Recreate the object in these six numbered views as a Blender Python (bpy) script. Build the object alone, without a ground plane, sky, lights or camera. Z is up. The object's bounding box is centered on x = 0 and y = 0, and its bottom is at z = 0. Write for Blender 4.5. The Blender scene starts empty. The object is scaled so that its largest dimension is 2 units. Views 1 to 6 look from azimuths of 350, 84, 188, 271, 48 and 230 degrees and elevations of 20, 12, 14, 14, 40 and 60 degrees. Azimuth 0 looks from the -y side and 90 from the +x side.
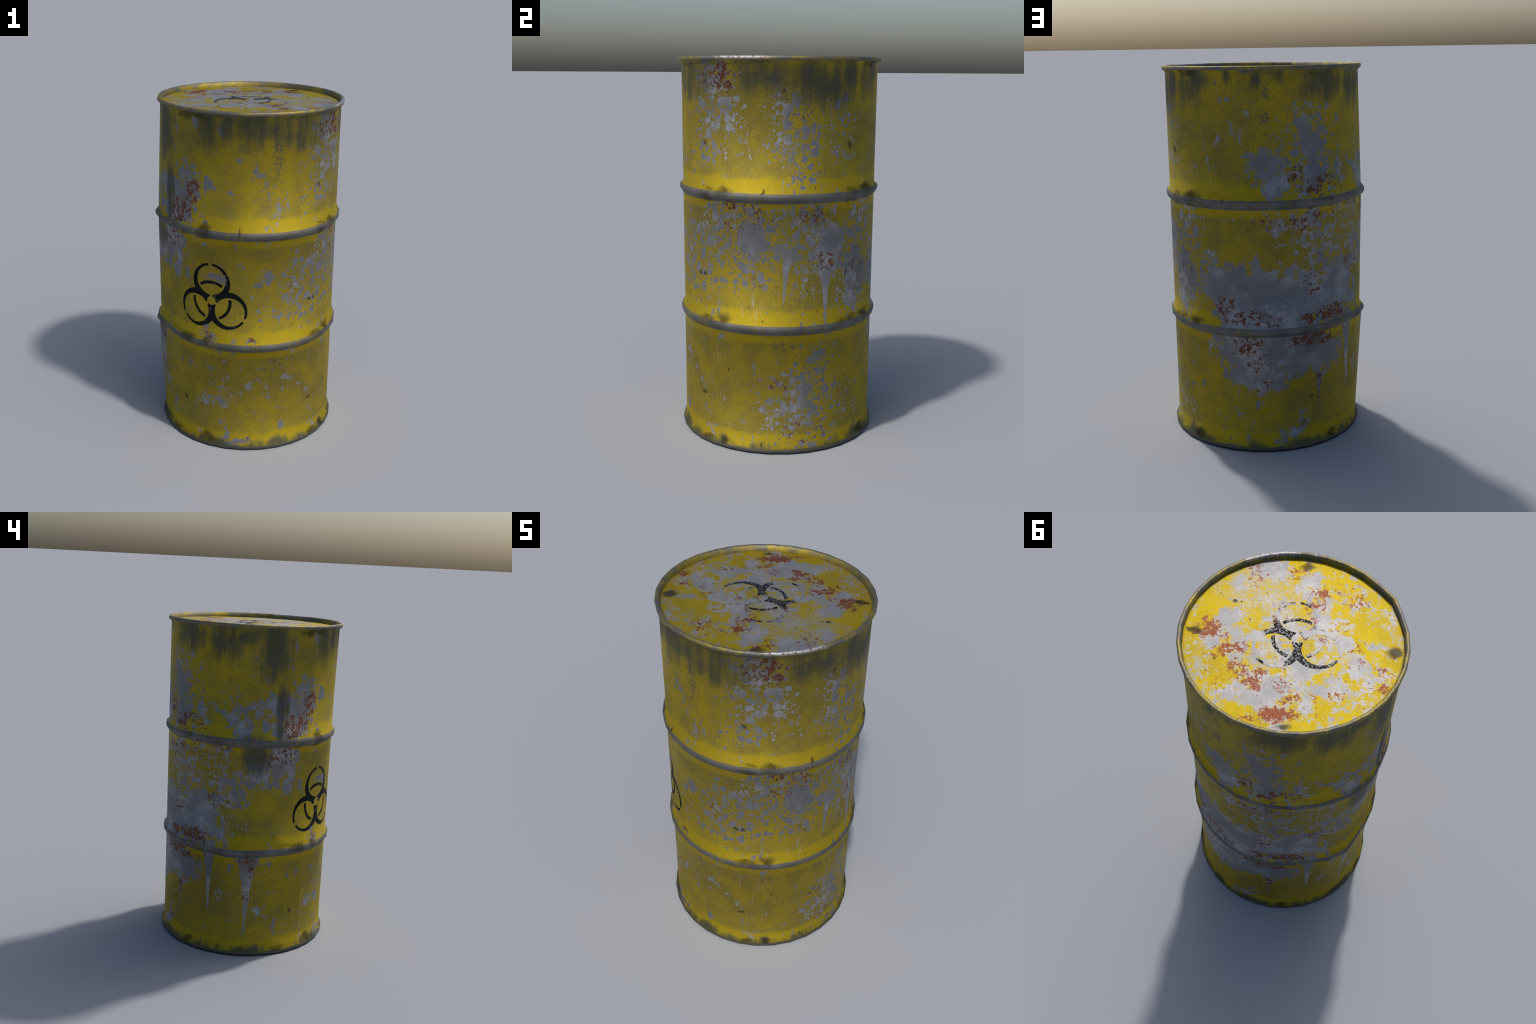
import bpy, bmesh, math, random
from mathutils import Vector

random.seed(7)

# ------------------------------------------------------------------ layout
# A 200-litre steel drum, pressed from sheet: one continuous profile turned
# round a slightly off-centre axis in 32 facets, with a shallow outward bulge
# on its -x side.
CX, CY = 0.0168, -0.001          # drum axis
SEGMENTS = 32
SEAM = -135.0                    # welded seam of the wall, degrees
R = 0.5135                       # wall radius
LID_Z, LID_EDGE_Z, LID_R = 1.979, 1.970, 0.5065   # the lid is very slightly crowned
HOOPS = (0.667, 1.333)           # heights of the two rolling hoops


def hoop_profile(z):
    return [(R, z - 0.034), (0.5225, z - 0.0245), (0.5318, z - 0.011),
            (0.5318, z + 0.009), (R, z + 0.026)]


# (radius, height, region of the face band that starts at this ring)
PROFILE = [(0.0, 0.022, 'base_plate'), (0.500, 0.022, 'bottom_rim'), (0.508, 0.004, 'bottom_rim'),
           (0.517, 0.0, 'bottom_rim'), (0.526, 0.0, 'bottom_rim'), (0.5305, 0.008, 'bottom_rim'),
           (0.5305, 0.020, 'lower_wall'), (R, 0.036, 'lower_wall')]
for z, above in zip(HOOPS, ('middle_wall', 'upper_wall')):
    ring = hoop_profile(z)
    PROFILE += [(r, h, 'hoop_%.0f' % (z * 100)) for r, h in ring[:-1]]
    PROFILE += [ring[-1] + (above,)]
PROFILE += [(R, 1.966, 'upper_wall'), (0.5300, 1.981, 'top_rim'), (0.5305, 1.992, 'top_rim'),
            (0.5270, 1.9995, 'top_rim'), (0.5190, 2.0, 'top_rim'), (0.5115, 1.9975, 'top_rim'),
            (LID_R, LID_EDGE_Z, 'lid'), (0.0, LID_Z, 'lid')]


def lerp_table(table, x):
    if x <= table[0][0]:
        return table[0][1]
    for (x0, y0), (x1, y1) in zip(table, table[1:]):
        if x <= x1:
            return y0 + (y1 - y0) * (x - x0) / (x1 - x0)
    return table[-1][1]


# outward push of the dented side: amount by height, per facet corner
BULGE = {
    168.75: [(0.03, 0.0), (0.62, 0.022), (0.66, 0.024), (0.70, 0.012), (1.30, 0.006), (1.36, 0.005), (1.97, 0.0)],
    180.00: [(0.03, 0.002), (0.62, 0.035), (0.66, 0.030), (0.70, 0.021), (1.30, 0.0255), (1.36, 0.0240), (1.97, 0.002)],
    191.25: [(0.03, 0.0), (0.62, 0.006), (0.70, 0.005), (1.30, 0.019), (1.36, 0.019), (1.97, 0.002)],
    202.50: [(0.03, 0.0), (1.20, 0.0), (1.33, 0.004), (1.97, 0.0)],
    258.75: [(1.36, 0.0), (1.966, 0.008), (2.0, 0.011)],
}


def bulge(angle, z):
    a = angle % 360
    return lerp_table(BULGE[a], z) if a in BULGE else 0.0


def ring_point(radius, z, angle):
    r = radius + (bulge(angle, z) if radius > 0.4 else 0.0)
    t = math.radians(angle)
    return Vector((CX + r * math.cos(t), CY + r * math.sin(t), z))


ANGLES = [SEAM + 360.0 * i / SEGMENTS for i in range(SEGMENTS + 1)]


# ------------------------------------------------- wear, as soft patches
# wall patches: (angle deg, height, half width, half height, strength)
SPOT = [
    (-44.1,1.722,0.184,0.118,0.62), (-49.4,1.561,0.158,0.096,0.5), (-43.9,1.901,0.128,0.092,0.8), (-27.3,1.696,0.069,0.093,0.4),
    (-2.4,1.76,0.11,0.122,0.62), (4.9,1.591,0.163,0.109,0.66), (6.9,1.434,0.091,0.079,0.55), (28.3,1.648,0.114,0.189,0.5),
    (14.5,1.368,0.158,0.029,0.35), (-29.3,1.236,0.217,0.097,0.7), (-27.4,1.098,0.268,0.14,0.8), (5.4,1.211,0.183,0.113,0.62),
    (19.2,1.073,0.225,0.149,0.78), (-63.8,1.029,0.142,0.226,0.6), (-50.6,0.895,0.154,0.103,0.5), (-19.7,0.963,0.187,0.1,0.55),
    (47.3,1.076,0.134,0.224,0.62), (9.7,0.914,0.104,0.1,0.4), (33.6,0.822,0.071,0.086,0.5), (10.7,0.329,0.216,0.16,0.62),
    (1.2,0.228,0.155,0.16,0.62), (16.4,0.481,0.103,0.088,0.6), (11.1,0.096,0.201,0.091,0.5), (33.0,0.258,0.084,0.146,0.5),
    (-87.4,1.089,0.066,0.058,0.5), (-95.4,0.994,0.074,0.078,0.3), (-89.0,0.894,0.076,0.06,0.35), (49.6,1.194,0.132,0.122,0.55),
    (46.1,0.961,0.148,0.199,0.72), (66.1,1.024,0.059,0.069,0.7), (127.2,1.241,0.158,0.076,0.6), (147.5,1.268,0.175,0.103,0.5),
    (139.0,1.073,0.145,0.104,0.6), (125.3,1.605,0.132,0.113,0.7), (137.7,1.766,0.113,0.072,0.4), (141.6,1.478,0.124,0.15,0.62),
    (125.9,1.627,0.155,0.212,0.62), (133.3,1.384,0.175,0.078,0.6), (131.0,1.12,0.154,0.16,0.6), (147.1,1.109,0.148,0.119,0.5),
    (100.7,1.502,0.13,0.096,0.6),
]
FLAKE = [
    (-20.7,1.102,0.071,0.074,0.9), (22.3,1.071,0.097,0.125,1), (17.0,1.157,0.109,0.049,0.8), (44.3,0.995,0.046,0.104,0.8),
    (-43.9,1.916,0.068,0.077,0.75), (106.8,0.823,0.352,0.156,1.5), (74.4,0.894,0.143,0.122,1.0), (144.6,0.852,0.207,0.179,1.1),
    (120.6,0.924,0.224,0.069,1), (100.7,0.57,0.309,0.17,1.45), (79.6,0.599,0.111,0.09,0.8), (126.8,0.562,0.183,0.127,0.95),
    (97.6,0.408,0.147,0.076,1.15), (45.3,0.87,0.094,0.183,0.7), (100.7,1.518,0.106,0.072,0.8), (105.9,1.412,0.066,0.073,0.9),
    (125.3,1.621,0.075,0.08,0.9), (123.4,1.709,0.037,0.048,0.6), (127.3,1.465,0.127,0.09,0.85), (105.6,1.223,0.1,0.063,0.8),
    (120.9,1.23,0.11,0.05,0.7), (111.6,0.095,0.064,0.041,0.6), (122.1,0.126,0.043,0.028,0.6), (105.6,0.053,0.036,0.034,0.6),
    (132.5,0.33,0.022,0.093,0.7), (142.6,0.838,0.229,0.163,1.3), (158.1,0.946,0.108,0.1,0.8), (166.8,1.057,0.121,0.098,0.75),
    (185.7,1.148,0.097,0.107,0.85), (175.9,0.985,0.078,0.079,0.6), (202.7,1.245,0.101,0.088,0.9), (199.3,1.069,0.103,0.044,0.6),
    (134.2,0.514,0.178,0.116,1), (184.1,1.456,0.104,0.08,0.85), (175.9,1.414,0.076,0.057,0.65), (194.1,1.552,0.078,0.066,0.65),
    (179.5,1.529,0.076,0.047,0.55), (215.2,1.529,0.085,0.116,0.85), (208.7,1.398,0.134,0.054,0.95), (-125.0,1.603,0.053,0.059,0.6),
    (-114.2,0.344,0.089,0.095,0.65), (-127.9,0.306,0.044,0.045,0.6), (163.5,1.279,0.081,0.023,0.6), (187.0,1.304,0.154,0.027,0.6),
    (219.5,1.587,0.096,0.119,0.85), (214.7,1.449,0.099,0.085,0.8), (-124.5,1.611,0.032,0.054,0.6), (202.8,1.209,0.164,0.11,0.85),
    (182.6,1.45,0.163,0.166,0.8), (206.7,1.101,0.127,0.08,0.7), (-105.3,1.74,0.016,0.024,0.7), (-111.0,1.56,0.029,0.011,0.7),
    (-133.5,1.917,0.026,0.035,0.55), (220.1,1.935,0.029,0.017,0.5), (-122.5,1.082,0.061,0.017,0.42), (-113.8,1.067,0.023,0.023,0.62),
    (-110.5,0.78,0.042,0.044,0.75), (-126.8,0.766,0.022,0.025,0.7), (-124.9,0.718,0.06,0.045,0.6), (-109.0,0.731,0.019,0.051,0.6),
    (-95.9,0.705,0.038,0.02,0.75), (-121.4,0.628,0.037,0.021,0.6), (-112.4,0.361,0.095,0.056,0.75), (-125.0,0.302,0.075,0.039,0.65),
    (-112.4,0.297,0.032,0.052,0.75), (-103.8,0.363,0.027,0.047,0.65), (-98.3,0.263,0.058,0.043,0.4), (-112.3,0.088,0.02,0.067,0.6),
    (-105.6,0.051,0.055,0.02,0.65), (-97.6,0.076,0.027,0.04,0.75), (-87.4,1.089,0.03,0.043,0.8), (-74.3,0.368,0.018,0.039,0.6),
    (-76.4,0.142,0.015,0.027,0.6), (-102.9,0.549,0.038,0.052,0.4),
]
RUST = [
    (-39.3,1.916,0.109,0.084,1), (-35.1,1.863,0.047,0.061,1), (-51.6,1.861,0.05,0.094,0.7), (-4.2,1.82,0.078,0.06,0.7),
    (2.9,1.737,0.064,0.053,0.6), (-33.4,1.29,0.057,0.041,1), (-21.6,1.272,0.102,0.056,0.7), (12.9,1.24,0.087,0.065,0.8),
    (-31.4,1.185,0.074,0.065,0.6), (21.4,1.005,0.116,0.058,0.7), (-6.4,0.362,0.067,0.044,0.8), (7.1,0.117,0.195,0.09,0.65),
    (35.6,0.288,0.063,0.092,0.8), (-12.5,1.211,0.098,0.065,0.5), (76.1,0.791,0.066,0.088,0.8), (89.7,0.729,0.225,0.044,0.75),
    (124.7,0.718,0.069,0.036,1), (141.7,0.723,0.078,0.054,1), (127.0,0.899,0.1,0.07,0.6), (89.4,0.587,0.096,0.071,0.75),
    (129.1,0.603,0.167,0.045,0.9), (94.9,0.499,0.086,0.072,0.55), (132.5,0.293,0.034,0.15,0.9), (98.4,1.266,0.074,0.083,0.8),
    (118.9,1.215,0.108,0.067,0.7), (117.2,1.472,0.061,0.073,0.8), (137.7,1.407,0.138,0.067,0.9), (98.5,0.372,0.104,0.046,0.5),
    (45.6,0.906,0.1,0.182,0.5), (144.5,1.272,0.162,0.068,0.6), (122.1,0.13,0.028,0.019,0.9), (136.7,1.389,0.177,0.058,0.9),
    (143.1,0.725,0.161,0.051,1), (133.8,0.609,0.229,0.052,0.9), (212.3,1.415,0.117,0.078,1), (222.1,1.545,0.068,0.097,0.8),
    (198.3,1.226,0.092,0.068,0.75), (208.5,1.272,0.056,0.059,0.8), (160.2,0.989,0.127,0.079,0.5), (165.7,1.3,0.201,0.035,0.8),
    (134.0,1.246,0.189,0.049,0.7), (184.5,0.585,0.079,0.083,0.7), (185.6,0.376,0.05,0.063,0.6), (213.1,1.427,0.104,0.085,1),
    (-133.9,1.58,0.045,0.055,0.9), (200.5,1.223,0.134,0.08,0.6), (-126.1,0.716,0.039,0.033,0.9), (-95.9,0.709,0.034,0.018,1),
    (-97.6,0.076,0.027,0.04,1), (-75.0,1.23,0.051,0.048,0.7), (-72.0,1.043,0.086,0.079,0.5),
]
FLECK = [
    (-82.1,1.756,0.041,0.123,0.8), (-82.8,1.642,0.056,0.107,0.6), (-86.4,1.482,0.092,0.073,0.45), (-66.9,1.51,0.027,0.055,0.7),
    (-83.9,0.543,0.14,0.074,0.55), (-67.1,0.449,0.144,0.087,0.35), (-114.1,1.692,0.145,0.106,0.35), (-107.4,0.873,0.075,0.08,0.5),
    (-93.9,0.186,0.157,0.088,0.4), (224.8,0.473,0.225,0.129,0.3), (101.4,1.872,0.022,0.062,0.9), (100.3,1.748,0.035,0.047,0.9),
    (92.7,1.911,0.019,0.031,0.7), (101.0,1.661,0.023,0.047,0.6), (83.6,1.85,0.1,0.108,0.35), (63.5,1.689,0.169,0.145,0.35),
    (75.3,1.692,0.09,0.095,0.35), (126.4,1.748,0.027,0.04,0.7), (72.2,0.892,0.059,0.087,0.6), (106.5,0.585,0.278,0.143,0.3),
    (159.3,0.912,0.063,0.146,0.5), (188.7,1.738,0.042,0.074,0.75), (174.4,1.713,0.132,0.092,0.45), (183.2,1.606,0.113,0.075,0.4),
    (165.0,0.955,0.061,0.08,0.7), (183.2,0.829,0.235,0.121,0.4), (158.2,0.369,0.267,0.168,0.3), (203.2,0.475,0.22,0.127,0.4),
    (9.1,1.737,0.066,0.092,0.7), (17.4,1.805,0.106,0.076,0.6), (18.2,1.462,0.025,0.063,0.7), (-17.8,0.914,0.042,0.058,0.75),
    (-1.1,0.579,0.101,0.034,0.7), (-21.6,0.398,0.018,0.07,0.6), (-45.6,0.573,0.189,0.071,0.35), (-29.3,1.523,0.16,0.095,0.3),
    (-35.8,0.831,0.159,0.085,0.3), (6.1,0.798,0.085,0.051,0.5), (46.8,0.552,0.135,0.055,0.5),
]
SMUDGE = [
    (-127.4,1.347,0.05,0.03,1), (218.1,1.314,0.043,0.019,0.8), (-127.4,1.309,0.051,0.019,0.9), (-38.5,1.352,0.077,0.024,0.8),
    (-50.3,1.322,0.064,0.023,0.7), (-105.3,1.35,0.007,0.022,1), (217.8,0.675,0.067,0.021,0.9), (-126.8,0.679,0.039,0.025,0.9),
    (-38.3,0.701,0.062,0.027,0.7), (-46.9,0.677,0.052,0.022,0.7), (219.4,1.96,0.054,0.031,0.8), (-127.7,1.957,0.04,0.024,0.7),
    (215.3,0.272,0.018,0.016,1), (-53.6,0.271,0.016,0.016,1), (-127.1,0.053,0.046,0.027,0.9), (207.2,0.019,0.054,0.033,0.7),
    (-52.4,0.922,0.012,0.017,1), (-37.2,1.352,0.039,0.016,1), (-47.1,1.352,0.058,0.013,0.7), (-49.9,1.309,0.05,0.013,0.9),
    (-14.7,1.351,0.007,0.01,1), (53.4,1.349,0.084,0.024,1), (39.5,1.35,0.066,0.017,0.7), (38.3,1.308,0.041,0.015,0.9),
    (53.8,1.306,0.06,0.014,0.8), (-52.4,0.687,0.068,0.014,0.8), (-38.2,0.69,0.037,0.021,1), (-15.0,0.7,0.007,0.009,1),
    (41.1,0.691,0.057,0.018,0.8), (54.0,0.697,0.062,0.022,0.9), (-56.0,0.924,0.015,0.014,1), (35.8,0.935,0.012,0.014,1),
    (-54.8,0.271,0.018,0.011,1), (-35.2,0.433,0.008,0.007,1), (35.8,1.579,0.012,0.011,1), (-52.8,1.575,0.013,0.013,1),
    (-50.6,0.035,0.048,0.015,0.8), (-37.5,0.04,0.034,0.018,0.8), (54.2,0.04,0.056,0.031,1), (55.1,1.963,0.062,0.019,0.9),
    (-14.7,0.043,0.005,0.011,1), (53.2,1.352,0.037,0.02,1), (52.0,1.309,0.038,0.014,0.9), (39.3,1.305,0.049,0.014,0.7),
    (75.3,1.349,0.007,0.013,1), (34.3,0.689,0.063,0.019,0.7), (53.0,0.698,0.033,0.018,1), (52.2,0.04,0.047,0.02,0.9),
    (143.3,0.039,0.045,0.023,0.9), (50.2,1.969,0.039,0.025,0.8), (127.6,1.966,0.03,0.015,0.7), (127.2,1.305,0.024,0.01,0.9),
    (36.4,1.581,0.018,0.014,1), (126.6,0.277,0.016,0.011,0.8), (214.7,1.957,0.038,0.022,0.8), (-130.5,1.962,0.044,0.019,0.8),
    (-127.4,1.343,0.05,0.02,1), (-128.7,1.301,0.055,0.012,0.8), (215.1,1.301,0.044,0.016,0.8), (140.2,1.335,0.038,0.016,0.8),
    (216.3,0.272,0.016,0.013,1), (141.7,0.036,0.04,0.022,0.9), (-124.6,0.041,0.074,0.028,0.8), (221.4,0.682,0.051,0.017,0.7),
    (164.6,0.04,0.009,0.017,0.9),
]
GRIME = [
    (-16.3,1.903,0.127,0.09,0.9), (17.3,1.866,0.194,0.114,1), (-61.0,1.908,0.13,0.111,0.8), (49.4,1.896,0.139,0.103,0.8),
    (-95.1,1.922,0.274,0.127,0.85), (-124.4,1.9,0.097,0.137,0.95), (195.9,1.836,0.131,0.156,0.9), (-66.3,1.884,0.087,0.104,0.8),
    (37.3,1.914,0.107,0.123,0.9), (61.3,1.934,0.065,0.078,0.85), (80.2,1.95,0.034,0.049,0.8), (96.3,1.949,0.035,0.058,0.8),
    (108.6,1.955,0.04,0.058,0.8), (139.0,1.924,0.184,0.102,0.9), (162.5,1.9,0.15,0.123,0.9), (140.2,1.917,0.16,0.092,0.95),
    (169.0,1.938,0.229,0.09,0.8), (195.1,1.895,0.073,0.173,1.5), (-129.0,1.902,0.059,0.123,0.9), (-113.3,1.914,0.093,0.127,0.8),
    (201.0,1.496,0.031,0.181,1.4), (205.3,1.533,0.019,0.114,0.9), (186.2,1.255,0.077,0.12,1.3), (183.6,1.341,0.057,0.042,0.8),
]
SCRATCH = [
    (-29.5,0.77,0.167,0.102,1), (-54.3,0.519,0.172,0.108,0.9), (-45.9,0.322,0.192,0.109,0.9), (66.9,1.69,0.14,0.096,0.7),
    (58.4,1.424,0.142,0.084,0.7), (167.6,0.878,0.121,0.12,0.5), (53.2,1.374,0.166,0.101,0.6),
]
# streaks: (angle, height) of head and tip, half width
DRIP = [
    (-0.7, 1.066, -3.6, 0.73, 0.036) ,
    (21.6, 0.955, 21.6, 0.666, 0.043) ,
    (46.3, 0.94, 49.0, 0.681, 0.033) ,
    (156.9, 0.659, 157.7, 0.197, 0.053) ,
    (184.2, 0.636, 183.1, 0.072, 0.071) ,
    (21.7, 0.735, 21.6, 0.527, 0.012) ,
    (132.5, 0.386, 131.9, 0.105, 0.02) ,
]
# lid patches: (across, along, half width, half length, strength) in the lid frame
LID_FL = [
    (-0.114,-0.426,0.086,0.049,0.9), (-0.264,-0.348,0.042,0.048,0.7), (0.087,-0.35,0.049,0.088,0.75), (0.151,-0.201,0.048,0.069,0.8),
    (0.136,-0.078,0.065,0.067,1), (0.141,0.011,0.075,0.051,0.95), (0.239,0.016,0.035,0.033,0.8), (-0.31,-0.119,0.065,0.06,1),
    (-0.357,-0.005,0.052,0.051,0.85), (-0.225,-0.024,0.075,0.041,0.85), (-0.255,0.108,0.04,0.057,0.85), (-0.219,0.172,0.051,0.042,0.9),
    (-0.06,0.244,0.112,0.068,1.05), (0.03,0.193,0.045,0.056,1), (-0.293,0.298,0.105,0.061,0.9), (-0.17,0.322,0.083,0.047,0.9),
    (0.164,0.273,0.112,0.041,0.95), (0.04,0.378,0.047,0.046,1), (0.286,0.152,0.034,0.063,0.85), (0.327,0.249,0.023,0.048,0.75),
    (-0.069,0.446,0.044,0.039,0.8), (-0.169,0.389,0.049,0.033,0.8), (0.002,0.159,0.091,0.049,0.62), (-0.258,0.022,0.052,0.065,0.75),
    (-0.18,0.135,0.051,0.077,0.7), (0.114,-0.138,0.047,0.098,0.75), (-0.11,-0.125,0.077,0.03,0.55), (-0.004,-0.059,0.076,0.045,0.65),
    (-0.027,0.081,0.034,0.05,0.6), (0.262,-0.331,0.03,0.016,0.55), (0.289,-0.388,0.049,0.015,0.5), (0.209,-0.386,0.021,0.016,0.5),
    (0.312,-0.221,0.024,0.008,0.5), (0.389,0.034,0.026,0.012,0.5), (0.189,0.374,0.014,0.011,0.5), (0.307,0.318,0.02,0.019,0.42),
    (-0.39,0.04,0.023,0.022,0.5),
]
LID_SK = [
    (-0.161,-0.319,0.175,0.149,1), (-0.063,-0.134,0.094,0.083,0.8), (-0.09,0.046,0.081,0.065,0.65), (-0.222,0.072,0.063,0.057,0.8),
    (0.025,-0.075,0.088,0.075,0.6), (0.122,0.092,0.08,0.043,0.45), (0.041,0.144,0.068,0.035,0.6), (0.226,0.075,0.052,0.058,0.7),
    (-0.101,0.14,0.063,0.028,0.8), (0.212,0.147,0.034,0.035,0.5),
]
LID_SP = [
    (0.349,-0.114,0.095,0.068,0.55), (0.328,-0.16,0.071,0.046,0.45), (0.277,-0.067,0.053,0.045,0.45), (0.393,-0.04,0.035,0.059,0.5),
    (-0.381,0.204,0.039,0.035,0.4), (0.145,0.382,0.061,0.027,0.45), (0.259,0.11,0.046,0.05,0.4),
]
LID_RU = [
    (-0.314,0.052,0.052,0.033,0.8), (-0.23,0.179,0.034,0.063,0.7), (0.115,-0.239,0.036,0.07,0.6), (-0.383,-0.064,0.052,0.052,1.1),
    (-0.41,-0.124,0.026,0.034,0.9), (-0.452,-0.044,0.035,0.019,0.7), (-0.184,0.237,0.042,0.031,1), (-0.14,0.184,0.023,0.025,0.9),
    (-0.16,0.271,0.033,0.024,0.8), (-0.075,0.41,0.082,0.036,1.15), (-0.201,0.426,0.038,0.018,0.9), (-0.33,0.089,0.031,0.02,0.9),
    (-0.271,0.145,0.026,0.035,0.75), (-0.24,0.043,0.04,0.044,0.7), (-0.294,-0.007,0.035,0.029,0.5), (0.033,-0.426,0.049,0.023,1),
    (0.014,-0.397,0.043,0.033,0.7), (0.14,-0.279,0.03,0.04,0.85), (0.097,-0.207,0.03,0.027,0.9), (0.079,-0.172,0.021,0.019,0.9),
    (0.09,-0.115,0.024,0.023,0.7), (-0.06,0.255,0.039,0.041,0.7), (-0.01,0.332,0.039,0.027,0.75), (0.09,0.316,0.028,0.019,0.8),
    (0.135,0.004,0.017,0.026,0.75), (-0.176,-0.432,0.055,0.065,0.6), (-0.175,-0.383,0.036,0.049,0.55), (0.314,-0.269,0.024,0.02,0.9),
    (0.237,-0.314,0.055,0.04,0.5), (0.399,0.261,0.045,0.028,0.8), (0.255,0.056,0.02,0.011,0.8), (0.304,0.123,0.017,0.029,0.7),
    (-0.086,-0.11,0.018,0.038,0.7), (0.283,-0.236,0.06,0.047,0.4), (0.185,0.307,0.033,0.027,0.4), (0.393,0.17,0.034,0.028,0.5),
    (0.302,0.036,0.023,0.036,0.5),
]
LID_SM = [
    (-0.461,-0.051,0.044,0.022,1), (0.063,-0.454,0.049,0.023,1), (0.457,0.058,0.043,0.031,1), (-0.042,0.468,0.038,0.018,1),
    (-0.274,-0.228,0.01,0.011,1.3), (-0.24,-0.224,0.007,0.008,1), (-0.118,-0.28,0.005,0.006,1.2), (-0.352,0.115,0.005,0.01,1),
]
LID_FADE = [
    (0.164,-0.023,0.044,0.044,1.3), (0.12,0.034,0.026,0.036,1.1), (-0.034,-0.204,0.071,0.035,0.42), (-0.093,-0.133,0.024,0.046,0.38),
    (-0.155,-0.025,0.041,0.037,0.7), (0.125,-0.108,0.035,0.068,1), (-0.177,0.041,0.04,0.087,1), (0.209,0.039,0.035,0.08,1.1),
    (0.114,-0.161,0.042,0.069,1.1), (-0.084,0.143,0.068,0.028,0.9), (0.082,0.056,0.04,0.043,0.9), (-0.075,-0.149,0.041,0.053,0.6),
    (0.101,-0.032,0.07,0.037,1.2), (0.119,-0.108,0.029,0.053,1.1), (0.121,0.149,0.034,0.014,0.0),
]


# ------------------------------------------------------------- node helpers
class Sock:
    """A node socket with arithmetic, so masks read like formulas."""

    def __init__(self, tree, out):
        self.t, self.o = tree, out

    def _m(self, op, *args, clamp=False):
        n = self.t.nodes.new('ShaderNodeMath')
        n.operation, n.use_clamp = op, clamp
        for i, a in enumerate((self,) + args):
            put(self.t, n.inputs[i], a)
        return Sock(self.t, n.outputs[0])

    def __add__(self, b): return self._m('ADD', b)
    def __sub__(self, b): return self._m('SUBTRACT', b)
    def __mul__(self, b): return self._m('MULTIPLY', b)
    def __truediv__(self, b): return self._m('DIVIDE', b)
    __radd__, __rmul__ = __add__, __mul__
    def __rsub__(self, b): return (self * -1.0) + b
    def max(self, b): return self._m('MAXIMUM', b)
    def min(self, b): return self._m('MINIMUM', b)
    def abs(self): return self._m('ABSOLUTE')
    def pow(self, b): return self._m('POWER', b)
    def clamp(self): return self._m('ADD', 0.0, clamp=True)

    def step(self, lo, hi):
        """0 below lo, 1 above hi, smooth between."""
        n = self.t.nodes.new('ShaderNodeMapRange')
        n.interpolation_type = 'SMOOTHSTEP'
        flip = lo > hi
        put(self.t, n.inputs['Value'], self)
        n.inputs['From Min'].default_value, n.inputs['From Max'].default_value = min(lo, hi), max(lo, hi)
        n.inputs['To Min'].default_value, n.inputs['To Max'].default_value = (1, 0) if flip else (0, 1)
        return Sock(self.t, n.outputs['Result'])

    def map(self, a, b, c, d):
        n = self.t.nodes.new('ShaderNodeMapRange')
        put(self.t, n.inputs['Value'], self)
        for k, v in zip(('From Min', 'From Max', 'To Min', 'To Max'), (a, b, c, d)):
            n.inputs[k].default_value = v
        n.clamp = False
        return Sock(self.t, n.outputs['Result'])


def put(tree, inp, a):
    if isinstance(a, Sock):
        tree.links.new(a.o, inp)
    else:
        inp.default_value = a


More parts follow.
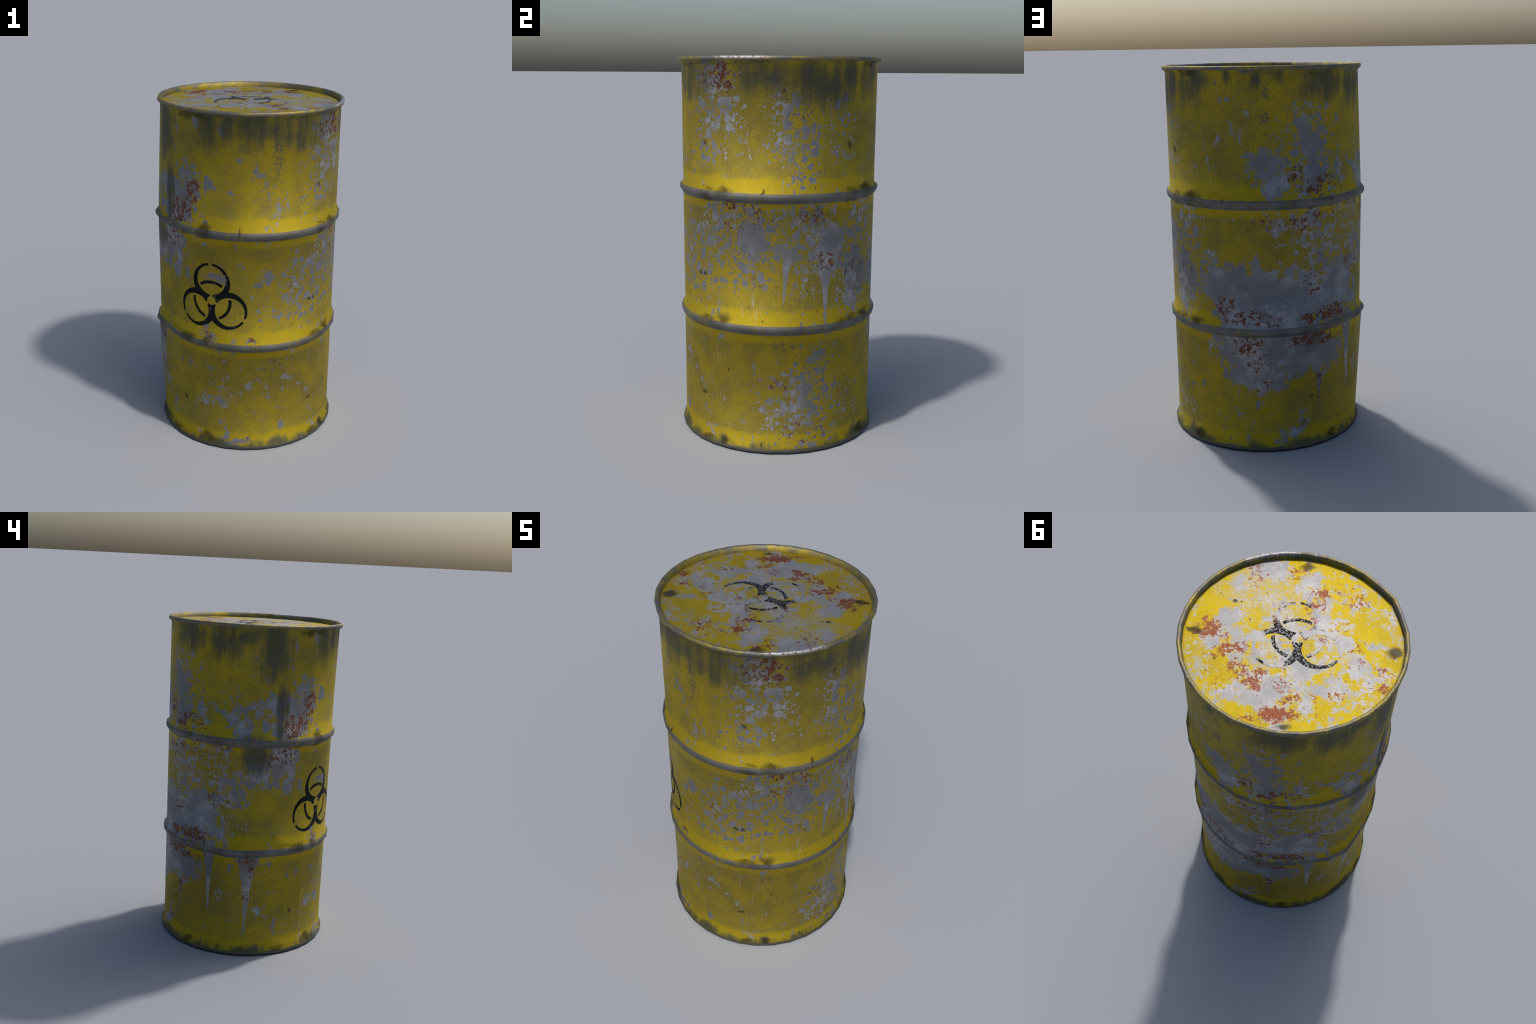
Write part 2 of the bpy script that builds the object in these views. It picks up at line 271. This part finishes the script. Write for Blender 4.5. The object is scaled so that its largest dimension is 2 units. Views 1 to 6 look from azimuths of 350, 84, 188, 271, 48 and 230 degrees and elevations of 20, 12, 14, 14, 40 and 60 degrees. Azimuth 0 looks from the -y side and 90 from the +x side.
class Shade:
    """Builds one material's node tree."""

    def __init__(self, name):
        self.mat = bpy.data.materials.new(name)
        self.mat.use_nodes = True
        self.t = self.mat.node_tree
        self.t.nodes.clear()
        self.out = self.t.nodes.new('ShaderNodeOutputMaterial')
        self.bsdf = self.t.nodes.new('ShaderNodeBsdfPrincipled')
        self.t.links.new(self.bsdf.outputs[0], self.out.inputs[0])
        co = self.t.nodes.new('ShaderNodeTexCoord')
        self.obj = Sock(self.t, co.outputs['Object'])

    def node(self, kind, **kw):
        n = self.t.nodes.new('ShaderNode' + kind)
        for k, v in kw.items():
            setattr(n, k, v)
        return n

    def vec(self, op, a, b=None, c=None, scale=None):
        n = self.node('VectorMath', operation=op)
        for i, x in enumerate((a, b, c)):
            if x is not None:
                put(self.t, n.inputs[i], x)
        if scale is not None:
            put(self.t, n.inputs['Scale'], scale)
        return Sock(self.t, n.outputs['Value' if op in ('LENGTH', 'DOT_PRODUCT', 'DISTANCE') else 'Vector'])

    def split(self, v):
        n = self.node('SeparateXYZ')
        put(self.t, n.inputs[0], v)
        return [Sock(self.t, o) for o in n.outputs]

    def join(self, x, y, z=0.0):
        n = self.node('CombineXYZ')
        for i, a in enumerate((x, y, z)):
            put(self.t, n.inputs[i], a)
        return Sock(self.t, n.outputs[0])

    def noise(self, v, scale, detail=4.0, rough=0.55, stretch=None, offset=None, color=False, distort=0.0):
        if stretch:
            v = self.vec('MULTIPLY', v, stretch)
        if offset:
            v = self.vec('ADD', v, offset)
        n = self.node('TexNoise')
        put(self.t, n.inputs['Vector'], v)
        for k, x in (('Scale', scale), ('Detail', detail), ('Roughness', rough), ('Distortion', distort)):
            n.inputs[k].default_value = x
        return Sock(self.t, n.outputs['Color' if color else 'Fac'])

    def cells(self, v, scale, feature='F1', rnd=1.0):
        n = self.node('TexVoronoi', feature=feature)
        put(self.t, n.inputs['Vector'], v)
        n.inputs['Scale'].default_value = scale
        n.inputs['Randomness'].default_value = rnd
        return Sock(self.t, n.outputs['Distance']), Sock(self.t, n.outputs['Color']) if 'Color' in n.outputs else None

    def blobs(self, p, items, flat=1.8, grow=1.25):
        """Highest of several soft elliptical bumps (centre, half sizes, strength) at p;
        flat > 1 gives each a plateau in the middle."""
        acc = None
        for x, y, rx, ry, s in items:
            rx, ry = rx * grow, ry * grow
            q = self.vec('MULTIPLY_ADD', p, (1 / rx, 1 / ry, 0), (-x / rx, -y / ry, 0))
            d = self.vec('LENGTH', q)
            n = self.node('Math', operation='MULTIPLY_ADD')
            put(self.t, n.inputs[0], d)
            n.inputs[1].default_value, n.inputs[2].default_value = -s * flat, s * flat
            f = Sock(self.t, n.outputs[0]).min(s)
            acc = f.max(0.0) if acc is None else acc.max(f)
        return acc

    def mix(self, fac, a, b, blend='MIX'):
        n = self.node('Mix', data_type='RGBA', blend_type=blend)
        put(self.t, n.inputs[0], fac)
        for i, x in ((6, a), (7, b)):
            if isinstance(x, Sock):
                self.t.links.new(x.o, n.inputs[i])
            else:
                n.inputs[i].default_value = (*x, 1.0)
        return Sock(self.t, n.outputs[2])

    def lines(self, v, angle, scale, length, seed):
        """Sparse straight scratches running at an angle."""
        m = self.node('Mapping')
        put(self.t, m.inputs['Vector'], v)
        m.inputs['Rotation'].default_value = (0, 0, math.radians(angle))
        m.inputs['Location'].default_value = (seed, seed * 1.7, 0)
        m.inputs['Scale'].default_value = (scale, scale / length, 1)
        return self.noise(Sock(self.t, m.outputs[0]), 1.0, 1.0, 0.4)

    def finish(self, color, rough, metal, height=None, bump=0.0, spec=0.5):
        put(self.t, self.bsdf.inputs['Base Color'], color)
        put(self.t, self.bsdf.inputs['Roughness'], rough)
        put(self.t, self.bsdf.inputs['Metallic'], metal)
        if height is not None:
            b = self.node('Bump')
            b.inputs['Strength'].default_value = bump
            b.inputs['Distance'].default_value = 0.002
            put(self.t, b.inputs['Height'], height)
            self.t.links.new(b.outputs[0], self.bsdf.inputs['Normal'])
        return self.mat


# --------------------------------------------------------------- materials
YELLOW, YELLOW_DUSTY = (0.44, 0.338, 0.017), (0.275, 0.222, 0.046)
STEEL, STEEL_DARK, STEEL_LIGHT = (0.275, 0.276, 0.292), (0.185, 0.188, 0.203), (0.36, 0.36, 0.375)
RUSTY, RUSTY_DARK = (0.205, 0.084, 0.050), (0.135, 0.058, 0.040)
GRIMY, SOOT, SLATE = (0.080, 0.088, 0.050), (0.045, 0.036, 0.018), (0.10, 0.105, 0.115)
INK = (0.013, 0.014, 0.016)
METAL = 1.0


def arc(items):
    """Feature lists give the angle in degrees; turn it into arc length."""
    out = []
    for th, z, rx, rz, s in items:
        for t in (th, th + 360, th - 360):
            if SEAM - 14 < t < SEAM + 374:
                out.append((math.radians(t) * 0.52, z, rx, rz, s))
    return out


def near_sign(items):
    return [f for f in items if abs((f[0] + 123 + 180) % 360 - 180) < 34 and abs(f[1] - 0.93) < 0.32]


def wall_coords(m):
    x, y, z = m.split(m.obj)
    x, y = x - CX, y - CY
    q = math.sqrt(0.5)
    ang = ((y - x) * q)._m('ARCTAN2', (x + y) * q)     # branch cut at the seam
    s = (ang + math.radians(45)) * 0.52
    return s, z, m.join(s, z, 0.0)


def wall_material(name, paint=True):
    """Chipped, rusty, grimy paint on the drum wall.  paint=False: stencil ink instead of yellow."""
    m = Shade(name)
    s, z, P = wall_coords(m)
    p3 = m.obj
    warp = m.vec('SUBTRACT', m.noise(p3, 13, 5, 0.6, color=True), (0.5, 0.5, 0.5))
    Pw = m.vec('MULTIPLY_ADD', warp, (0.07, 0.07, 0), P)
    n_rag = (m.noise(p3, 26, 9, 0.72, stretch=(1, 1, 0.8)) - 0.5) * 1.5 + (m.noise(p3, 7, 3, 0.5, offset=(4, 9, 2)) - 0.5) * 0.8 + 0.5
    n_fine = m.noise(p3, 75, 6, 0.72)
    n_mid = m.noise(p3, 9, 6, 0.62)
    n_big = m.noise(p3, 3.1, 4, 0.55, offset=(3, 1, 7))

    # bare metal: ragged flakes, round blisters, run-off streaks
    pick = (lambda f: f) if paint else near_sign
    flake = m.blobs(Pw, arc(pick(FLAKE)), 1.45, 1.42)
    rag = flake + (n_rag - 0.5) * 2.5
    chip = rag.step(0.46, 0.52)
    crumbs = m.noise(p3, 85, 7, 0.78, offset=(6, 1, 2))
    chip = chip.max((flake.min(0.7) * 0.75 + (crumbs - 0.5) * 4.0).step(0.78, 0.92))
    if paint:
        dens = (m.blobs(Pw, arc(SPOT), 1.7, 1.55) * 1.35).min(0.86)
        Ps = m.vec('MULTIPLY_ADD', warp, (0.02, 0.02, 0), P)
        for scale, lo, hi in ((23, 0.26, 0.50), (40, 0.12, 0.60), (72, -0.05, 0.75)):
            d, c = m.cells(Ps, scale, rnd=0.9)
            r = m.split(c)[0]
            chip = chip.max((dens * (r * hi + lo) - d + (n_fine - 0.5) * 0.4).step(0.0, 0.05))
        chip = chip.max((dens * 0.55 + (crumbs - 0.5) * 4.0).step(0.76, 0.90))
        for th0, z0, th1, z1, w in DRIP:
            t = z.map(z0, z1, 0, 1)
            s0, s1 = math.radians(th0) * 0.52, math.radians(th1) * 0.52
            off = (s - (t * (s1 - s0) + s0) + (n_mid - 0.5) * 0.02).abs()
            taper = (1.0 - t).clamp()
            width = (taper.pow(5.0) * 0.5 + taper * 0.5) * w + (n_rag - 0.5) * 0.014
            inside = t.step(-0.10, 0.0) * t.step(1.0, 0.96)
            chip = chip.max((width - off).step(0.0, 0.002) * inside)
    chip = chip.clamp()

    # rust inside and around the bare patches
    rust_f = m.blobs(Pw, arc(pick(RUST)))
    n_rust = m.noise(p3, 40, 9, 0.76, offset=(9, 2, 4))
    rusty = (rust_f * 0.72 + (n_rust - 0.5) * 4.2 + (n_fine - 0.5) * 1.2).step(0.52, 0.70)
    rusty = rusty * (chip.max(rag.step(0.20, 0.5) * 0.7)) if paint else rusty * chip
    rusty = rusty.max((n_rust + n_fine).step(1.19, 1.27) * chip * 0.75)

    if paint:
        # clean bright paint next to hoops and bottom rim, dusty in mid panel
        zz = z + (n_mid - 0.5) * 0.05
        clean = zz.step(0.12, 0.085)
        for h in HOOPS:
            clean = clean.max(zz.step(h - 0.085, h - 0.06) * zz.step(h + 0.105, h + 0.075))
        dusty = (n_big.step(0.35, 0.65) * 0.45 + n_mid.step(0.38, 0.66) * 0.5 + 0.24) * (1.0 - clean * 0.80)
        col = m.mix(dusty.clamp(), YELLOW, YELLOW_DUSTY)
        grain = m.noise(p3, 135, 5, 0.7, offset=(2, 7, 5))
        col = m.mix((n_fine * 0.5 + grain * 0.5).step(0.47, 0.63) * (0.52 - clean * 0.25), col, (0.17, 0.142, 0.05))
        # light scuffs, near vertical
        scuff = m.blobs(P, arc(SCRATCH)) * (m.lines(P, 9, 190, 30, 2.3).step(0.66, 0.74).max(m.lines(P, -14, 210, 26, 8.1).step(0.68, 0.76)))
        # dark worn-through flecks
        fl = m.blobs(Pw, arc(FLECK))
        fleck = (fl * 0.75 + (m.noise(p3, 60, 8, 0.82, offset=(1, 8, 3)) - 0.5) * 4.0).step(0.50, 0.85)
        col = m.mix(fleck * 0.8, col, SLATE)
        streak = m.noise(m.join(s, z * 0.07, 0.0), 20, 4, 0.62)
        pits = m.noise(p3, 38, 2, 0.5, offset=(5, 5, 1)).step(0.735, 0.76)
        col = m.mix(pits * 0.75, col, (0.10, 0.07, 0.03))
    else:
        streak = n_mid
        col = m.mix(n_fine.step(0.4, 0.8) * 0.5, INK, (0.035, 0.036, 0.038))

    steel = m.mix(n_mid.step(0.44, 0.64), STEEL, STEEL_LIGHT)
    steel = m.mix((n_big * 0.6 + n_mid * 0.4).step(0.60, 0.42) * 0.75, steel, STEEL_DARK)
    steel = m.mix(n_fine.step(0.50, 0.66) * 0.45, steel, STEEL_DARK)
    col = m.mix(chip, col, steel)
    if paint:
        nicks = m.lines(P, 62, 250, 40, 4.4).step(0.76, 0.82).max(m.lines(P, -33, 250, 40, 1.9).step(0.76, 0.82))
        col = m.mix((scuff * 0.65).max(nicks * chip * 0.5), col, (0.45, 0.44, 0.42))
    rust_c = m.mix(n_fine.step(0.4, 0.65), RUSTY, RUSTY_DARK)
    col = m.mix(rusty, col, rust_c)

    if paint:
        # grime running down from the top rim, tongues above the bottom rim
        gr_f = m.blobs(P, arc(GRIME), 1.2, 1.4)
        gr = (gr_f + (streak - 0.5) * 1.5 + (n_mid - 0.5) * 1.2).step(0.0, 1.0) * gr_f.step(0.0, 0.3)
        tongue = ((streak - 0.5) * 1.0 + (m.noise(m.join(s, 0.0, 0.0), 3.4, 3, 0.6) - 0.5) * 2.6 - (z - 0.050) * 11.0 + (n_mid - 0.5) * 1.4).step(-0.15, 0.45)
        lip = z.step(1.945, 1.978) * n_big.step(0.38, 0.62) * 0.9
        lip = lip.max(z.step(0.030, 0.021))
        dirt = gr.max(tongue).max(lip) * 0.86
        col = m.mix(dirt, col, m.mix(n_mid, GRIMY, (0.085, 0.09, 0.095)))
        smut = (m.blobs(Pw, arc([(a, b, c * 0.95, d * 1.2, e) for a, b, c, d, e in SMUDGE]), 1.3)
                + (n_rag - 0.5) * 0.7).step(0.05, 0.95)
        col = m.mix(smut * 0.75, col, SOOT)
        # pressed hoops rubbed to bare metal
        hoop = None
        for h in HOOPS:
            b = z.step(h - 0.037, h - 0.033) * (z + (n_fine - 0.5) * 0.008).step(h + 0.018, h + 0.013)
            hoop = b if hoop is None else hoop.max(b)
        left = m.noise(m.join(s, z * 0.2, 0.0), 26, 6, 0.7, offset=(2, 4, 0)).step(0.50, 0.66)
        rub = m.mix(left * 0.75, m.mix(n_mid.step(0.3, 0.7), (0.115, 0.118, 0.126), (0.185, 0.185, 0.19)), (0.24, 0.195, 0.055))
        rub = m.mix(rusty * 0.25, rub, RUSTY_DARK)
        rub = m.mix(smut * 0.5, rub, SOOT)
        col = m.mix(hoop * 0.95, col, rub)
    rough = n_fine * 0.12 + 0.64
    bump_h = (n_fine * 0.5 + n_mid * 0.6) - chip * 0.25
    return m.finish(col, rough, METAL, bump_h, 0.10)


def lid_material(name, paint=True):
    m = Shade(name)
    x, y, z = m.split(m.obj)
    x, y = x - CX, y - CY
    a, b = math.radians(-128), math.radians(142)       # lid frame, across and along the wear
    u = x * math.cos(a) + y * math.sin(a)
    v = x * math.cos(b) + y * math.sin(b)
    P = m.join(u, v, 0.0)
    rad = m.vec('LENGTH', P)
    p3 = m.obj
    warp = m.vec('SUBTRACT', m.noise(p3, 14, 5, 0.62, color=True), (0.5, 0.5, 0.5))
    Pw = m.vec('MULTIPLY_ADD', warp, (0.06, 0.06, 0), P)
    n_rag = (m.noise(p3, 30, 9, 0.74) - 0.5) * 1.5 + (m.noise(p3, 8, 3, 0.5, offset=(4, 9, 2)) - 0.5) * 1.0 + 0.5
    n_fine = m.noise(p3, 110, 5, 0.72)
    n_mid = m.noise(p3, 9, 6, 0.62)
    n_rust = m.noise(p3, 42, 9, 0.76, offset=(9, 2, 4))
    flake = m.blobs(Pw, LID_FL, 1.3, 1.75)
    chip = (flake + (n_rag - 0.5) * 2.8 + (m.noise(p3, 150, 4, 0.7, offset=(8, 3, 6)) - 0.5) * 2.4).step(0.24, 0.46)
    if paint:
        speck = m.blobs(Pw, LID_SK, 1.8, 1.35)
        chip = chip.max((speck.min(1.0) * 0.50 + (m.noise(p3, 140, 5, 0.72, offset=(4, 4, 4)) - 0.5) * 4.2
                         + (n_mid - 0.5) * 1.6).step(0.36, 0.60) * speck.step(0.0, 0.15))
        dens = m.blobs(P, LID_SP)
        d, c = m.cells(m.vec('MULTIPLY_ADD', warp, (0.01, 0.01, 0), P), 40, rnd=0.95)
        chip = chip.max((dens * (m.split(c)[0] * 0.75) - d + (n_fine - 0.5) * 0.12).step(0.0, 0.05))
    else:
        fade = m.blobs(P, LID_FADE, 1.3, 1.05)
        chip = (fade * 0.9 + (m.noise(p3, 110, 5, 0.75, offset=(4, 4, 4)) - 0.5) * 3.4).step(0.06, 0.30)
    rust_f = m.blobs(Pw, LID_RU, 1.6, 1.6)
    rusty = (rust_f * 0.72 + (n_rust - 0.5) * 3.6 + (n_mid - 0.5) * 1.2 + (n_fine - 0.5) * 1.6).step(0.38, 0.60) * (chip.max((flake + n_rag).step(0.35, 0.6)) if paint else 1.0)
    if paint:
        ang = y._m('ARCTAN2', x)
        ray = m.noise(m.join(ang * 0.5, rad * 0.3, 0.0), 30, 4, 0.6)
        col = m.mix(n_mid.step(0.36, 0.64) * 0.6, YELLOW, (0.38, 0.29, 0.02))
        col = m.mix(ray.step(0.45, 0.75) * rad.step(0.2, 0.45) * 0.35, col, (0.33, 0.25, 0.02))
        col = m.mix(n_fine.step(0.50, 0.66) * 0.30, col, (0.30, 0.25, 0.06))
        col = m.mix(m.noise(p3, 3.4, 3, 0.5, offset=(1, 6, 2)).step(0.48, 0.62) * 0.35, col, (0.30, 0.24, 0.035))
    else:
        col = m.mix(n_fine.step(0.4, 0.8) * 0.4, INK, (0.03, 0.031, 0.033))
    steel = m.mix(n_mid.step(0.35, 0.70), (0.29, 0.29, 0.30), (0.40, 0.395, 0.40))
    steel = m.mix(n_fine.step(0.55, 0.75) * 0.3, steel, STEEL_DARK)
    for ang_d, seed in ((28, 1.3), (-40, 6.1), (75, 3.7)):
        steel = m.mix(m.lines(P, ang_d, 260, 34, seed).step(0.80, 0.86) * 0.8, steel, (0.62, 0.62, 0.62))
    col = m.mix(chip, col, steel)
    col = m.mix(rusty * (1.0 if paint else 0.5), col, m.mix(n_fine.step(0.4, 0.7), (0.25, 0.092, 0.050), (0.20, 0.073, 0.042)))
    if paint:
        smut = (m.blobs(Pw, [(i, j, k * 1.1, l * 1.1, e) for i, j, k, l, e in LID_SM], 1.3) + (n_rag - 0.5) * 1.0).step(0.1, 0.95)
        col = m.mix(smut * 0.85, col, SOOT)
        col = m.mix(rad.step(0.492, 0.506) * 0.45, col, (0.14, 0.115, 0.02))  # lid border darkened: occlusion shade beside the rim, baked into the paint colour
    rough = n_fine * 0.12 + 0.64
    return m.finish(col, rough, METAL, n_fine * 0.5 + n_mid * 0.6 - chip * 0.2, 0.08)


def rim_material(name):
    m = Shade(name)
    s, z, P = wall_coords(m)
    p3 = m.obj
    n_fine = m.noise(p3, 70, 6, 0.72)
    n_mid = m.noise(p3, 9, 6, 0.62)
    worn = m.noise(p3, 7, 7, 0.72, offset=(2, 2, 0))
    col = m.mix(worn.step(0.40, 0.62), (0.34, 0.27, 0.060), (0.17, 0.168, 0.165))
    col = m.mix(n_fine.step(0.42, 0.62) * 0.6, col, (0.13, 0.133, 0.14))
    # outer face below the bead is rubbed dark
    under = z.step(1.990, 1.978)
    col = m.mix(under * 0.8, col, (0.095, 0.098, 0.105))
    # bright silver patch on the sunny side, with a little rust
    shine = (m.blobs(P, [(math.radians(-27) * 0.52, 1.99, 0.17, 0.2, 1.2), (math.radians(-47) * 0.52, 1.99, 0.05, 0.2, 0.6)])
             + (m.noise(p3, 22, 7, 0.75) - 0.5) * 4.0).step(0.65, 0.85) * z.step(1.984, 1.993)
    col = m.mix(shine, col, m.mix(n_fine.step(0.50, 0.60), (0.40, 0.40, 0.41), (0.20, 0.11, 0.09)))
    # painted inner lip
    rx, ry, _ = m.split(p3)
    rad = m.vec('LENGTH', m.join(rx - CX, ry - CY, 0.0))
    lip = rad.step(0.5118, 0.5105) * z.step(1.5, 1.6)
    col = m.mix(lip * (0.35 + z.step(1.991, 1.983) * 0.5), col, m.mix(worn.step(0.40, 0.6), (0.33, 0.255, 0.02), (0.15, 0.145, 0.09)))
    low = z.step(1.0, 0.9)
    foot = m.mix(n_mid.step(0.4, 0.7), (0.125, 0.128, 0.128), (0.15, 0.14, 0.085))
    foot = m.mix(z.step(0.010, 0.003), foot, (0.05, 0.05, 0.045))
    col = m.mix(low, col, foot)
    return m.finish(col, n_fine * 0.12 + 0.60, METAL, n_fine, 0.08)


# ---------------------------------------------------------------- geometry
def turned_shell():
    """The whole pressed skin as one smooth surface, open along the seam."""
    bm = bmesh.new()
    rings = []
    for r, z, _ in PROFILE:
        if r == 0.0:
            v = bm.verts.new((CX, CY, z))
            rings.append([v] * len(ANGLES))
        else:
            rings.append([bm.verts.new(ring_point(r, z, a)) for a in ANGLES])
    names = []
    # the lid and the base meet their rims at a sharp crease
    crease = [[bm.verts.new(v.co) for v in rings[k]] for k in (1, -2)]
    for k, (lo, hi, (_, _, region)) in enumerate(zip(rings, rings[1:], PROFILE)):
        hi = crease[0] if k == 0 else hi
        lo = crease[1] if k == len(PROFILE) - 2 else lo
        if region not in names:
            names.append(region)
        for i in range(SEGMENTS):
            f = bm.faces.new(list(dict.fromkeys((lo[i], lo[i + 1], hi[i + 1], hi[i]))))
            f.smooth = True
            f.material_index = names.index(region)
    me = bpy.data.meshes.new('drum_skin')
    bm.to_mesh(me)
    bm.free()
    return me, names


def region_object(name, skin, index, flat=False):
    """Cut one region out of the skin, keeping the skin's own normals at its border."""
    faces = [p for p in skin.polygons if p.material_index == index]
    used = sorted({v for p in faces for v in p.vertices})
    remap = {v: i for i, v in enumerate(used)}
    me = bpy.data.meshes.new(name)
    me.from_pydata([skin.vertices[v].co for v in used], [], [[remap[v] for v in p.vertices] for p in faces])
    me.polygons.foreach_set('use_smooth', [not flat] * len(faces))
    if not flat:
        me.normals_split_custom_set_from_vertices([skin.vertex_normals[v].vector for v in used])
    ob = bpy.data.objects.new(name, me)
    bpy.context.scene.collection.objects.link(ob)
    return ob


# ------------------------------------------------------------ hazard stencil
def stencil(x, y):
    """Signed field of the three-horned hazard sign, positive on ink (metres, centred)."""
    d = math.hypot
    tilt = math.radians(1.9)
    inner, outer, bars, slots = -9.0, -9.0, -9.0, 9.0
    ring = min(0.1195 - d(x, y), d(x, y) - 0.1025)
    for k in range(3):
        a = math.radians(90 + 120 * k) + tilt
        ux, uy = math.cos(a), math.sin(a)
        along, side = x * ux + y * uy, abs(-x * uy + y * ux)
        inner = max(inner, 0.0868 - d(x - 0.1218 * ux, y - 0.1218 * uy))
        outer = max(outer, 0.1140 - d(x - 0.1070 * ux, y - 0.1070 * uy))
        bars = max(bars, min(ring, 0.0745 - d(x - 0.1218 * ux, y - 0.1218 * uy)))
        slots = min(slots, max(side - 0.0078, -along, along - 0.08))       # slit at the hub
        slots = min(slots, max(side - 0.0105, 0.17 - along))               # gap at the horn tips
    hub = d(x, y) - 0.0262
    return max(min(outer, -inner, slots, hub), bars)


def stencil_faces(step=0.0034, half=0.235):
    """Marching squares over the field: polygons covering the inked area."""
    n = int(2 * half / step)
    xs = [-half + i * step for i in range(n + 1)]
    val = [[stencil(x, y) for x in xs] for y in xs]
    faces = []
    for j in range(n):
        for i in range(n):
            corner = [(xs[i], xs[j], val[j][i]), (xs[i + 1], xs[j], val[j][i + 1]),
                      (xs[i + 1], xs[j + 1], val[j + 1][i + 1]), (xs[i], xs[j + 1], val[j + 1][i])]
            if max(c[2] for c in corner) <= 0:
                continue
            poly = []
            for (x0, y0, f0), (x1, y1, f1) in zip(corner, corner[1:] + corner[:1]):
                if f0 > 0:
                    poly.append((x0, y0))
                if (f0 > 0) != (f1 > 0):
                    t = f0 / (f0 - f1)
                    poly.append((x0 + (x1 - x0) * t, y0 + (y1 - y0) * t))
            if len(poly) > 2:
                faces.append(poly)
    return faces


def stencil_object(name, place, mat):
    """place(x, y) -> (surface point, surface normal).  The ink sits 0.8 mm proud."""
    verts, index, faces, norms = [], {}, [], []
    for poly in stencil_faces():
        f = []
        for x, y in poly:
            key = (round(x, 6), round(y, 6))
            if key not in index:
                p, n = place(x, y)
                index[key] = len(verts)
                verts.append(p + n * 0.0008)
                norms.append(n)
            if index[key] not in f:
                f.append(index[key])
        if len(f) > 2:
            faces.append(f)
    me = bpy.data.meshes.new(name)
    me.from_pydata(verts, [], faces)
    me.polygons.foreach_set('use_smooth', [True] * len(me.polygons))
    me.normals_split_custom_set_from_vertices(norms)
    me.materials.append(mat)
    ob = bpy.data.objects.new(name, me)
    bpy.context.scene.collection.objects.link(ob)
    return ob


def on_wall(x, y):
    """A point of the middle wall panel, on its flat facets, with the smooth shading normal."""
    ang, z = -123.0 + math.degrees(x / 0.513), 0.9335 + y
    w = 360.0 / SEGMENTS
    k = math.floor((ang - SEAM) / w)
    a0, a1 = SEAM + k * w, SEAM + (k + 1) * w
    z0, z1 = HOOPS[0] + 0.026, HOOPS[1] - 0.034
    t, f = (z - z0) / (z1 - z0), (ang - a0) / w
    p0 = ring_point(R, z0, a0).lerp(ring_point(R, z1, a0), t)
    p1 = ring_point(R, z0, a1).lerp(ring_point(R, z1, a1), t)
    mid = math.radians(ang)
    tip = 0.38 * (1 - t) - 0.38 * t          # the panel's normals lean up at its foot, down at its top
    return p0.lerp(p1, f), Vector((math.cos(mid), math.sin(mid), tip)).normalized()


def on_lid(x, y):
    a = math.radians(229)
    px, py = x * math.cos(a) - y * math.sin(a), x * math.sin(a) + y * math.cos(a)
    px, py = px - 0.006, py - 0.018
    # flat facets of the shallow cone, measured towards the middle of each facet
    w = math.radians(360.0 / SEGMENTS)
    ang = math.atan2(py, px) - math.radians(SEAM)
    apothem = math.hypot(px, py) * math.cos(ang % w - w / 2) / math.cos(w / 2)
    return Vector((CX + px, CY + py, LID_Z - (LID_Z - LID_EDGE_Z) * apothem / LID_R)), Vector((0, 0, 1))


# ------------------------------------------------------------------- build
drum = bpy.data.objects.new('steel_drum', None)
bpy.context.scene.collection.objects.link(drum)
drum['label'] = 'weathered yellow steel drum with black biohazard signs and rust'
drum['category'] = 'oil drum'

WALL, LID, RIM = wall_material('chipped_yellow_paint'), lid_material('worn_lid_paint'), rim_material('rubbed_rim_steel')
INK_WALL, INK_LID = wall_material('stencil_ink', paint=False), lid_material('worn_stencil_ink', paint=False)

skin, regions = turned_shell()
for i, region in enumerate(regions):
    kind = next((k for k in ('hoop', 'wall', 'rim') if k in region), region)
    part = region_object(kind, skin, i, flat=region in ('lid', 'base_plate'))
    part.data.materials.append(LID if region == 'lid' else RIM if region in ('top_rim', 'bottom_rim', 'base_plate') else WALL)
    part.parent = drum
    if region == 'middle_wall':
        stencil_object('hazard_sign', on_wall, INK_WALL).parent = part
    if region == 'lid':
        stencil_object('hazard_sign', on_lid, INK_LID).parent = part
bpy.data.meshes.remove(skin)
